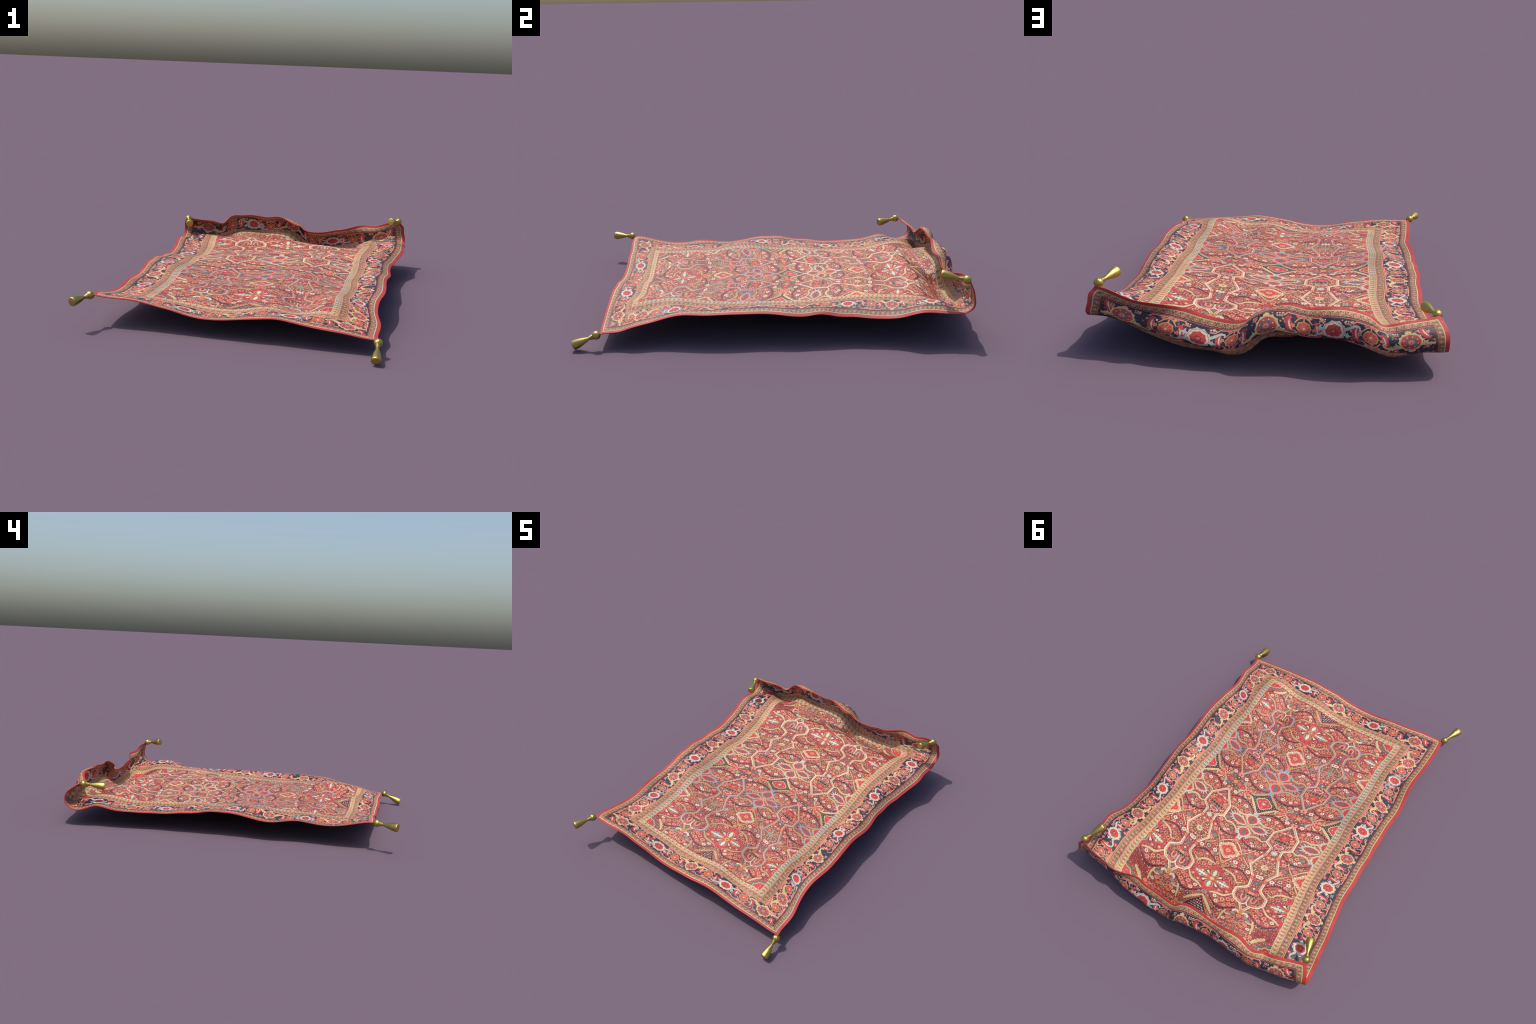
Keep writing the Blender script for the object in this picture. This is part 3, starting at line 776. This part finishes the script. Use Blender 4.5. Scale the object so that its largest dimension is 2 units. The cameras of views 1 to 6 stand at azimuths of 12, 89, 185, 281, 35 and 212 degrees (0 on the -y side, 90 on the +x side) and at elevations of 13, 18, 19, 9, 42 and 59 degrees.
D_BIND, D_LINE, D_GUARD, D_MAIN0, D_MAIN1, D_IG0, D_IG1, D_FIELD = 0.0185, 0.0225, 0.0525, 0.0600, 0.1730, 0.1840, 0.2170, 0.2515
MID = 0.1175

SIDE_V = {-1: (0.155, 0.229, 0.302, 0.386, 0.473, 0.589, 0.690, 0.794, 0.890, 1.000, 1.107, 1.208, 1.316, 1.414, 1.508, 1.611, 1.752),
          1: (0.150, 0.220, 0.297, 0.382, 0.474, 0.580, 0.705, 0.810, 0.896, 0.994, 1.106, 1.212, 1.324, 1.422, 1.517, 1.613, 1.742)}
END_U = {-1: (-0.545, -0.40, -0.264, -0.135, 0.0, 0.135, 0.268, 0.404, 0.542), 1: (-0.548, -0.398, -0.261, -0.145, -0.010, 0.150, 0.281, 0.400, 0.559)}


def medallion(f, kind, flip, pale):
    """Large border flower with a spreading pale cloud and two hooked arms."""
    if kind == "cream":
        for e in (-1, 1):
            for q in strokes(curve([(e * 0.030, 0.016), (e * 0.058, 0.028), (e * 0.080, 0.036), (e * 0.098, 0.034), (e * 0.104, 0.022), (e * 0.094, 0.014)], 3), 0.017, 0.005):
                lay(f, q, pale)
            lay(f, lobed(0.013, 5, 0.35, e * 0.052, 0.020), pale)
            lay(f, [(e * 0.062, 0.030), (e * 0.072, 0.046), (e * 0.078, 0.034)], pale)
        lay(f, lobed(0.0455, 12, 0.075, per=3), pale)
        lay(f, [(-0.010, 0.040), (0.010, 0.040), (0.014, 0.052), (0, 0.062), (-0.014, 0.052)], pale)
        lay(f, [(-0.010, -0.040), (0.010, -0.040), (0.013, -0.050), (0, -0.058), (-0.013, -0.050)], pale)
        lay(f, lobed(0.0385, 8, 0.04, per=3), "gold")
        lay(f, lobed(0.0365, 8, 0.05, per=3), "red")
        lay(f, lobed(0.0235, 8, 0.12, per=2), "teal")
        lay(f, disc(0.0135, 8), "rose")
        for k in range(8):
            a = k * TAU / 8
            lay(f, disc(0.0030, 4, 0.0265 * math.cos(a + 0.39), 0.0265 * math.sin(a + 0.39)), "ivory")
            lay(f, disc(0.0032, 4, 0.0165 * math.cos(a + 0.39), 0.0165 * math.sin(a + 0.39)), "red")
        lay(f, disc(0.0105, 6), "salmon")
        lay(f, disc(0.0045, 5), "red")
    else:
        for e in (-1, 1):
            for q in strokes(curve([(e * 0.034, e * 0.012), (e * 0.056, e * 0.022), (e * 0.074, e * 0.034), (e * 0.092, e * 0.032), (e * 0.094, e * 0.020)], 3), 0.014, 0.005):
                lay(f, q, pale)
            lay(f, lobed(0.012, 4, 0.4, e * 0.052, -e * 0.010), pale)
        lay(f, lobed(0.0445, 10, 0.07, per=3), pale)
        lay(f, lobed(0.0400, 8, 0.03, per=3), "rose")
        lay(f, lobed(0.0380, 8, 0.03, per=3), "ivory")
        lay(f, lobed(0.0300, 8, 0.08, per=3), "red")
        lay(f, lobed(0.0125, 6, 0.15, per=2), "maroon")
        lay(f, disc(0.0090, 6), "rose")


def rosette(f, warm):
    lay(f, lobed(0.0300, 8, 0.05, per=2), "gold" if warm else "sand")
    lay(f, lobed(0.0275, 8, 0.05, per=2), "orange" if warm else "blush")
    for k in range(8):
        a = k * TAU / 8
        lay(f, disc(0.0056, 5, 0.0185 * math.cos(a), 0.0185 * math.sin(a)), "red")
    lay(f, lobed(0.0105, 6, 0.15), "orange")
    lay(f, disc(0.0055, 5), "ivory")


def crescent(f, x, y, lean):
    """Red half-palmette with a pale stripe, lying across the border."""
    c, s = math.cos(lean), math.sin(lean)
    g = lambda p: f((x + c * p[0] - s * p[1], y + s * p[0] + c * p[1]))
    lay(g, [(-0.007, -0.034), (0.004, -0.038), (0.014, -0.030), (0.019, -0.012), (0.020, 0.008), (0.014, 0.028), (0.003, 0.037), (-0.007, 0.032), (-0.002, 0.026), (-0.006, 0.012), (-0.006, -0.012), (-0.002, -0.026)], "red")
    lay(g, [(0.000, -0.026), (0.007, -0.014), (0.009, 0.0), (0.007, 0.014), (0.000, 0.026), (0.002, 0.010), (0.002, -0.010)], "ivory")
    lay(g, lobed(0.0085, 5, 0.25, -0.008, 0.0), "salmon")
    lay(g, disc(0.0032, 4, -0.008, 0.0), "red")
    for e in (-1, 1):
        lay(g, disc(0.0038, 5, -0.006, e * 0.029), "rose")
        lay(g, disc(0.0048, 5, 0.022, e * 0.024), ("gold", "rose")[e > 0])


def twigs(f):
    """Forked pink twigs that tie a rosette to both contour lines."""
    for e in (-1, 1):
        for q in strokes([(0.0, e * 0.030), (0.0, e * 0.055)], 0.0050):
            lay(f, q, "salmon")
        for s in (-1, 1):
            for q in strokes([(0.0, e * 0.050), (s * 0.020, e * 0.036), (s * 0.034, e * 0.020)], 0.0055, 0.0042):
                lay(f, q, "salmon")
            lay(f, lobed(0.0078, 4, 0.3, s * 0.022, e * 0.045), ("rose", "gold")[(e + s) // 2 % 2])
        lay(f, disc(0.0085, 6, 0, e * 0.0525), "pink")
        run = [(-0.072, e * 0.040), (-0.060, e * 0.0525), (0.060, e * 0.0525), (0.072, e * 0.040)]
        for q in strokes(run, 0.0055):
            lay(f, q, "salmon")


def buds(f, n, r0):
    for _ in range(n):
        x, y = r0.uniform(-0.075, 0.075), r0.choice((-1, 1)) * r0.uniform(0.010, 0.052)
        lay(f, disc(r0.choice((0.0060, 0.0046, 0.0038)), 5, x, y, turn=r0.random()), r0.choice(("red", "rose", "pink", "red", "gold", "ivory", "salmon")))


frame(D_MAIN0, D_MAIN1, "navy")
spots = []
for side in (-1, 1):
    for k, v in enumerate(SIDE_V[side]):
        spots.append((side_place(side, v, MID), k, "side", side, v))
for end in (-1, 1):
    for k, u in enumerate(END_U[end]):
        spots.append((end_place(end, u, MID), k + 1, "end", end, u))
bud_rng = random.Random(3)
for f, k, where, s, t in spots:
    buds(f, 17, bud_rng)
    if where == "side" and k % 2 or where == "end" and k % 2:
        # three-pointed pink sprigs along the outer edge beside each large flower
        for e in (-1, 1):
            for j in (-1, 0, 1):
                lay(f, disc(0.0050, 5, e * 0.048 + j * 0.008, -0.038), "pink")
                lay(f, disc(0.0036, 4, e * 0.048 + j * 0.009, -0.047), "ivory")
            lay(f, lobed(0.012, 6, 0.2, e * 0.060, 0.046), "red")
            lay(f, disc(0.0045, 4, e * 0.060, 0.046), "ivory")
for f, k, where, s, t in spots:
    if k % 2 == 0:
        twigs(f)
        gap = 0.050
        crescent(f, gap, -0.006, 0.15)
        crescent(f, -gap, 0.004, math.pi + 0.15)
for side in (-1, 1):
    for v, flip in ((1.795, 0.0), (1.688, 0.2)):
        f = side_place(side, v, MID)
        buds(f, 16, bud_rng)
        crescent(f, 0.0, 0.006, flip)
        for e in (-1, 1):
            lay(f, lobed(0.011, 6, 0.2, 0.022 * e, 0.040 * e), "rose")
for end in (-1, 1):
    for side in (-1, 1):
        f = end_place(end, side * 0.612, MID)
        crescent(f, 0.0, -0.030, 0.3)
        g = end_place(end, side * 0.616, MID)
        buds(g, 14, bud_rng)
        for q in strokes([(-0.026 * side, 0.050), (0.0, 0.030), (0.020 * side, 0.046)], 0.005):
            lay(g, q, "salmon")
for f, k, where, s, t in spots:
    if k % 2 == 0:
        rosette(f, where == "end" or t < 0.33)
    elif where == "side":
        kind = "cream" if k in (1, 5, 9, 13) else "white"
        medallion(f, kind, s, "cream" if kind == "cream" else ("sky" if k == 3 else "frost"))
    else:
        kind = "cream" if k in (1, 5, 9) else "white"
        medallion(f, kind, s, "cream" if kind == "cream" else "frost")


def guard(d0, d1, period):
    """Narrow stripe: round flowers and horseshoes in turn, between dark crossing vines."""
    frame(d0, d1, "tan", ("sand", "tan", "sand", "tan"))
    mid, half = (d0 + d1) / 2, (d1 - d0) / 2
    h = half / 0.018
    runs = []
    u1, f1, b1 = inset(mid)
    for side in (-1, 1):
        n = int(round((b1 - f1) / (period * ASPECT)))
        runs += [(side_place(side, f1 + (b1 - f1) * (k + 0.5) / n, mid), k) for k in range(n)]
    for end in (-1, 1):
        n = int(round(2 * u1 / period))
        runs += [(end_place(end, -u1 + 2 * u1 * (k + 0.5) / n, mid), k) for k in range(n)]
    for f, k in runs:
        p = period / 2
        for e in (-1, 1):
            for q in strokes([(p - 0.0055, -0.015 * h * e), (p, 0), (p + 0.0055, 0.015 * h * e)], 0.0030):
                lay(f, q, "brown")
        lay(f, disc(0.0030, 4, p + 0.009, 0.012 * h), "brown")
        lay(f, disc(0.0030, 4, p - 0.008, -0.012 * h), "maroon")
        if k % 2:
            lay(f, lobed(0.0118 * h, 7, 0.14), "blush")
            for j in range(5):
                lay(f, disc(0.0026 * h, 4, 0.0072 * h * math.cos(j * TAU / 5), 0.0072 * h * math.sin(j * TAU / 5)), "madder")
            lay(f, disc(0.0034 * h, 4), "ivory")
        else:
            lay(f, disc(0.0112 * h, 8), "madder")
            lay(f, [(-0.0050 * h, -0.015 * h), (0.0050 * h, -0.015 * h), (0.0056 * h, 0.003 * h), (-0.0056 * h, 0.003 * h)], "sand")
            lay(f, disc(0.0032 * h, 4, 0, -0.001), "blush")


guard(D_LINE, D_GUARD, 0.0285)
guard(D_IG0, D_IG1, 0.0300)

# chequered inner stripe: cream hooked squares and red hearts
frame(D_IG1, D_FIELD, "sage", ("cream", "sand", "sand", "sand"))
mid = (D_IG1 + D_FIELD) / 2
u1, f1, b1 = inset(mid)
runs = []
for side in (-1, 1):
    n = int(round((b1 - f1) / (0.029 * ASPECT)))
    runs += [(side_place(side, f1 + (b1 - f1) * (k + 0.5) / n, mid), k, f1 + (b1 - f1) * (k + 0.5) / n) for k in range(n)]
for end in (-1, 1):
    n = int(round(2 * u1 / 0.030))
    runs += [(end_place(end, -u1 + 2 * u1 * (k + 0.5) / n, mid), k, 0.3 if end < 0 else 1.7) for k in range(n)]
for f, k, v in runs:
    cool = 0.22 < v < 0.95 and not (v == 0.3)
    if cool:
        lay(f, [(-0.0150, -0.014), (0.0150, -0.014), (0.0150, 0.014), (-0.0150, 0.014)], "sage" if k % 2 else "slate")
    lay(f, [(-0.0092, -0.0105), (0.0056, -0.0115), (0.0076, 0.0095), (-0.0066, 0.0110)], "cream")
    for q in strokes([(-0.0104, 0.0120), (-0.0094, -0.002), (0.0, -0.001), (0.001, -0.0120), (0.0104, -0.0115)], 0.0022):
        lay(f, q, "teal")
    lay(f, [(0.0090, -0.0090), (0.0190, -0.0075), (0.0150, 0.0105), (0.0125, 0.0105)], "red")

# thin lines that part the bands
frame(D_BIND, D_LINE, "ivory", ("ivory", "frost", "cream", "cream"))
frame(D_GUARD - 0.0022, D_GUARD, "brown")
frame(D_GUARD, D_MAIN0, "maroon")
frame(D_MAIN0 - 0.0034, D_MAIN0 - 0.0006, "rose", ("rose", "maroon", "rose", "maroon"))
frame(D_MAIN1, D_IG0, "maroon")
frame(D_MAIN1 + 0.0012, D_MAIN1 + 0.0060, "salmon")
frame(D_IG0 - 0.0022, D_IG0, "gold")
frame(D_IG1 - 0.0022, D_IG1 + 0.0012, "salmon")
frame(D_FIELD - 0.0034, D_FIELD + 0.0004, "salmon", ("pink", "cream", "sand", "cream"))
frame(0.0, D_BIND, "binding")
BORDER_PIECES, PIECES = PIECES, []

# ------------------------------------------------------------------ weave: cut the sheet along all the outlines
verts2, faces2, colours2 = [], [], []


def weave(pieces):
    for pts, c in pieces:
        b = len(verts2)
        verts2.extend(Vector((min(HALF_W, max(-HALF_W, x)), min(LENGTH, max(0.0, y)))) for x, y in pts)
        faces2.append(list(range(b, b + len(pts))))
        colours2.append(c)


put([(-HALF_W, 0), (HALF_W, 0), (HALF_W, LENGTH), (-HALF_W, LENGTH)], "field")
weave(PIECES)
weave(FIELD_PIECES)
weave(BORDER_PIECES)
step = 0.0095
for i in range(int(2 * HALF_W / step) + 1):
    for j in range(int(LENGTH / step) + 1):
        x, y = -HALF_W + (i + 0.5) * step + 0.0007 * math.sin(7.1 * i + 3.3 * j), (j + 0.5) * step + 0.0007 * math.sin(5.7 * j + 2.9 * i)
        if x < HALF_W - 0.002 and y < LENGTH - 0.002:
            verts2.append(Vector((x, y)))
out_v, _, out_f, _, _, out_of = delaunay_2d_cdt(verts2, [], faces2, 1, 2e-5)
flat = np.array([(p[0], p[1]) for p in out_v])
tris = np.array([f for f in out_f if len(f) == 3], int)
boxes = [(min(verts2[i][0] for i in f), max(verts2[i][0] for i in f), min(verts2[i][1] for i in f), max(verts2[i][1] for i in f)) for f in faces2]


def top_piece(f, ids):
    """The uppermost piece that covers a triangle (ignoring any piece that leaked beyond its own outline)."""
    x = (out_v[f[0]][0] + out_v[f[1]][0] + out_v[f[2]][0]) / 3
    y = (out_v[f[0]][1] + out_v[f[1]][1] + out_v[f[2]][1]) / 3
    for i in sorted(ids, reverse=True):
        b = boxes[i]
        if b[0] <= x <= b[1] and b[2] <= y <= b[3]:
            return colours2[i]
    return DYES["field"]


dyes = np.array([top_piece(f, ids) for f, ids in zip(out_f, out_of) if len(f) == 3], int)
pos, nrm = drape(flat)

# which band each triangle belongs to
mid_uv = flat[tris].mean(1)
depth = np.minimum.reduce([HALF_W - np.abs(mid_uv[:, 0]), mid_uv[:, 1] / FRONT_K, (LENGTH - mid_uv[:, 1]) / BACK_K])
BANDS = (("edge_binding", -1, D_BIND), ("outer_guard_stripe", D_BIND, D_GUARD), ("main_border", D_GUARD, D_IG0), ("inner_guard_stripe", D_IG0, D_IG1), ("chequered_stripe", D_IG1, D_FIELD), ("field", D_FIELD, 9))

root = bpy.data.objects.new("flying_carpet", None)
root.empty_display_size = 0.2
bpy.context.scene.collection.objects.link(root)
root["label"] = "red patterned oriental rug floating in the air with gold corner tassels"
root["category"] = "flying carpet"


def add_object(name, mesh, parent):
    ob = bpy.data.objects.new(name, mesh)
    bpy.context.scene.collection.objects.link(ob)
    ob.parent = parent
    return ob


def make_mesh(name, v, f, mats, mat_index, normals=None):
    me = bpy.data.meshes.new(name)
    me.from_pydata(v.tolist(), [], f if isinstance(f, list) else f.tolist())
    for m in mats:
        me.materials.append(m)
    me.polygons.foreach_set("material_index", np.asarray(mat_index, np.int32))
    me.polygons.foreach_set("use_smooth", np.ones(len(me.polygons), bool))
    me.update()
    if normals is not None:
        me.normals_split_custom_set_from_vertices(normals.tolist())
    return me


edge_on = lambda p: (abs(abs(p[0]) - HALF_W) < 1e-5) or p[1] < 1e-5 or p[1] > LENGTH - 1e-5
for name, d0, d1 in BANDS:
    pick = (depth > d0) & (depth <= d1)
    t, c = tris[pick], dyes[pick]
    used, inv = np.unique(t, return_inverse=True)
    t = inv.reshape(-1, 3)
    n = len(used)
    top, low = pos[used] + nrm[used] * THICK / 2, pos[used] - nrm[used] * THICK / 2
    v = [top, low]
    nn = [nrm[used], -nrm[used]]
    f = [t, t[:, ::-1] + n]
    m = [c, c]
    faces = None
    if name == "edge_binding":
        # the bound edge is closed with a rounded lip
        cnt = {}
        for tri_ in t.tolist():
            for a, b in ((tri_[0], tri_[1]), (tri_[1], tri_[2]), (tri_[2], tri_[0])):
                cnt[(a, b)] = cnt.get((a, b), 0) + 1
        rim = [(a, b) for (a, b) in cnt if (b, a) not in cnt and edge_on(flat[used[a]]) and edge_on(flat[used[b]])]
        ids = sorted({i for e in rim for i in e})
        outw = {}
        for i in ids:
            p = flat[used[i]].copy()
            q = p.copy()
            q[0] -= 0.004 * np.sign(p[0]) * (abs(abs(p[0]) - HALF_W) < 1e-5)
            q[1] += 0.004 * ((p[1] < 1e-5) * 1.0 - (p[1] > LENGTH - 1e-5) * 1.0)
            d = pos[used[i]] - drape(q[None])[0][0]
            outw[i] = d / (np.linalg.norm(d) + 1e-9)
        lip = np.array([pos[used[i]] + outw[i] * THICK * 0.42 for i in ids])
        base = 2 * n
        where = {i: base + k for k, i in enumerate(ids)}
        v.append(lip)
        nn.append(np.array([outw[i] for i in ids]))
        quads = []
        for a, b in rim:
            quads.append([b, a, where[a], where[b]])
            quads.append([where[b], where[a], a + n, b + n])
        faces = np.vstack(f).tolist() + quads
        m.append(np.full(len(quads), DYES["binding"]))
    faces = faces if faces is not None else np.vstack(f)
    used_dyes = sorted(set(np.concatenate(m).tolist()))
    remap = {d: k for k, d in enumerate(used_dyes)}
    idx = [remap[d] for d in np.concatenate(m).tolist()]
    me = make_mesh(name, np.vstack(v), faces, [DYE_LIST[d] for d in used_dyes], idx, np.vstack(nn))
    add_object(name, me, root)

# ------------------------------------------------------------------ tassels
def gilt(name, strands):
    m = bpy.data.materials.new(name)
    m.use_nodes = True
    nt = m.node_tree
    p = nt.nodes["Principled BSDF"]
    tc = node(nt, "ShaderNodeTexCoord")
    n1 = node(nt, "ShaderNodeTexNoise")
    n1.inputs["Scale"].default_value = 160.0
    nt.links.new(tc.outputs["Object"], n1.inputs["Vector"])
    mix = node(nt, "ShaderNodeMix", data_type="RGBA")
    nt.links.new(n1.outputs["Fac"], mix.inputs[0])
    mix.inputs[6].default_value = (0.26, 0.20, 0.055, 1)
    mix.inputs[7].default_value = (0.64, 0.49, 0.13, 1)
    nt.links.new(mix.outputs[2], p.inputs["Base Color"])
    p.inputs["Metallic"].default_value = 0.95
    p.inputs["Roughness"].default_value = 0.36
    bump = node(nt, "ShaderNodeBump")
    bump.inputs["Strength"].default_value = 0.35
    bump.inputs["Distance"].default_value = 0.0015
    nt.links.new(n1.outputs["Fac"], bump.inputs["Height"])
    nt.links.new(bump.outputs[0], p.inputs["Normal"])
    return m


GOLD_ROPE, GOLD_FRINGE = gilt("gold_cord", False), gilt("gold_fringe", True)


def lathe(name, profile, around, relief, mat):
    """Turned form about z from (z, radius) points, with a relief function of (angle, z)."""
    prof = curve(profile, 6)
    n = len(prof)
    v = np.zeros((n * around, 3))
    for j, (z, r) in enumerate(prof):
        for i in range(around):
            a = TAU * i / around
            rr = max(0.0, r) * (1 + relief(a, z))
            v[j * around + i] = (rr * math.cos(a), rr * math.sin(a), z)
    f = [[j * around + i, j * around + (i + 1) % around, (j + 1) * around + (i + 1) % around, (j + 1) * around + i] for j in range(n - 1) for i in range(around)]
    f.append([i for i in range(around)][::-1])
    f.append([(n - 1) * around + i for i in range(around)])
    return make_mesh(name, v, f, [mat], [0] * len(f))


ball = [(-0.0206 * math.cos(math.pi * k / 12), 0.0206 * math.sin(math.pi * k / 12) + 0.0004) for k in range(13)]
knot_mesh = lathe("knot", ball, 72, lambda a, z: 0.045 * (abs(math.sin(7 * a + 210 * z)) - 0.5), GOLD_ROPE)
neck_prof = [(0.014, 0.0135)]
for k in range(4):
    z = 0.017 + 0.0052 * k
    r = 0.0138 - 0.0014 * k
    neck_prof += [(z, r - 0.0012), (z + 0.0026, r)]
neck_prof.append((0.038, 0.0066))
neck_mesh = lathe("neck_cord", neck_prof, 48, lambda a, z: 0.03 * math.sin(14 * a + 500 * z), GOLD_ROPE)
skirt_prof = [(0.035, 0.0064), (0.040, 0.0074), (0.055, 0.0118), (0.075, 0.0172), (0.095, 0.0212), (0.110, 0.0230), (0.1175, 0.0230), (0.1215, 0.0222), (0.1240, 0.0190), (0.1252, 0.0120), (0.1257, 0.0060), (0.1258, 0.0004)]
skirt_mesh = lathe("fringe_skirt", skirt_prof, 108, lambda a, z: 0.022 * math.sin(36 * a + 60 * z) * min(1.0, max(0.2, (z - 0.03) / 0.05)), GOLD_FRINGE)
# knot centre and where the fringe points, for each corner
TASSELS = (((-0.685, -0.877, 0.165), (-0.728, -0.991, 0.159)), ((0.709, -0.860, 0.073), (0.710, -0.972, 0.024)),
           ((-0.703, 0.811, 0.244), (-0.662, 0.697, 0.231)), ((0.703, 0.912, 0.314), (0.658, 0.800, 0.329)))
for start, end in TASSELS:
    d = (Vector(end) - Vector(start)).normalized()
    t = bpy.data.objects.new("tassel", None)
    t.empty_display_size = 0.03
    bpy.context.scene.collection.objects.link(t)
    t.parent = root
    t.location = start
    t.rotation_mode = "QUATERNION"
    t.rotation_quaternion = d.to_track_quat("Z", "Y")
    for nm, me in (("knot", knot_mesh), ("neck_cord", neck_mesh), ("fringe_skirt", skirt_mesh)):
        add_object(nm, me, t)
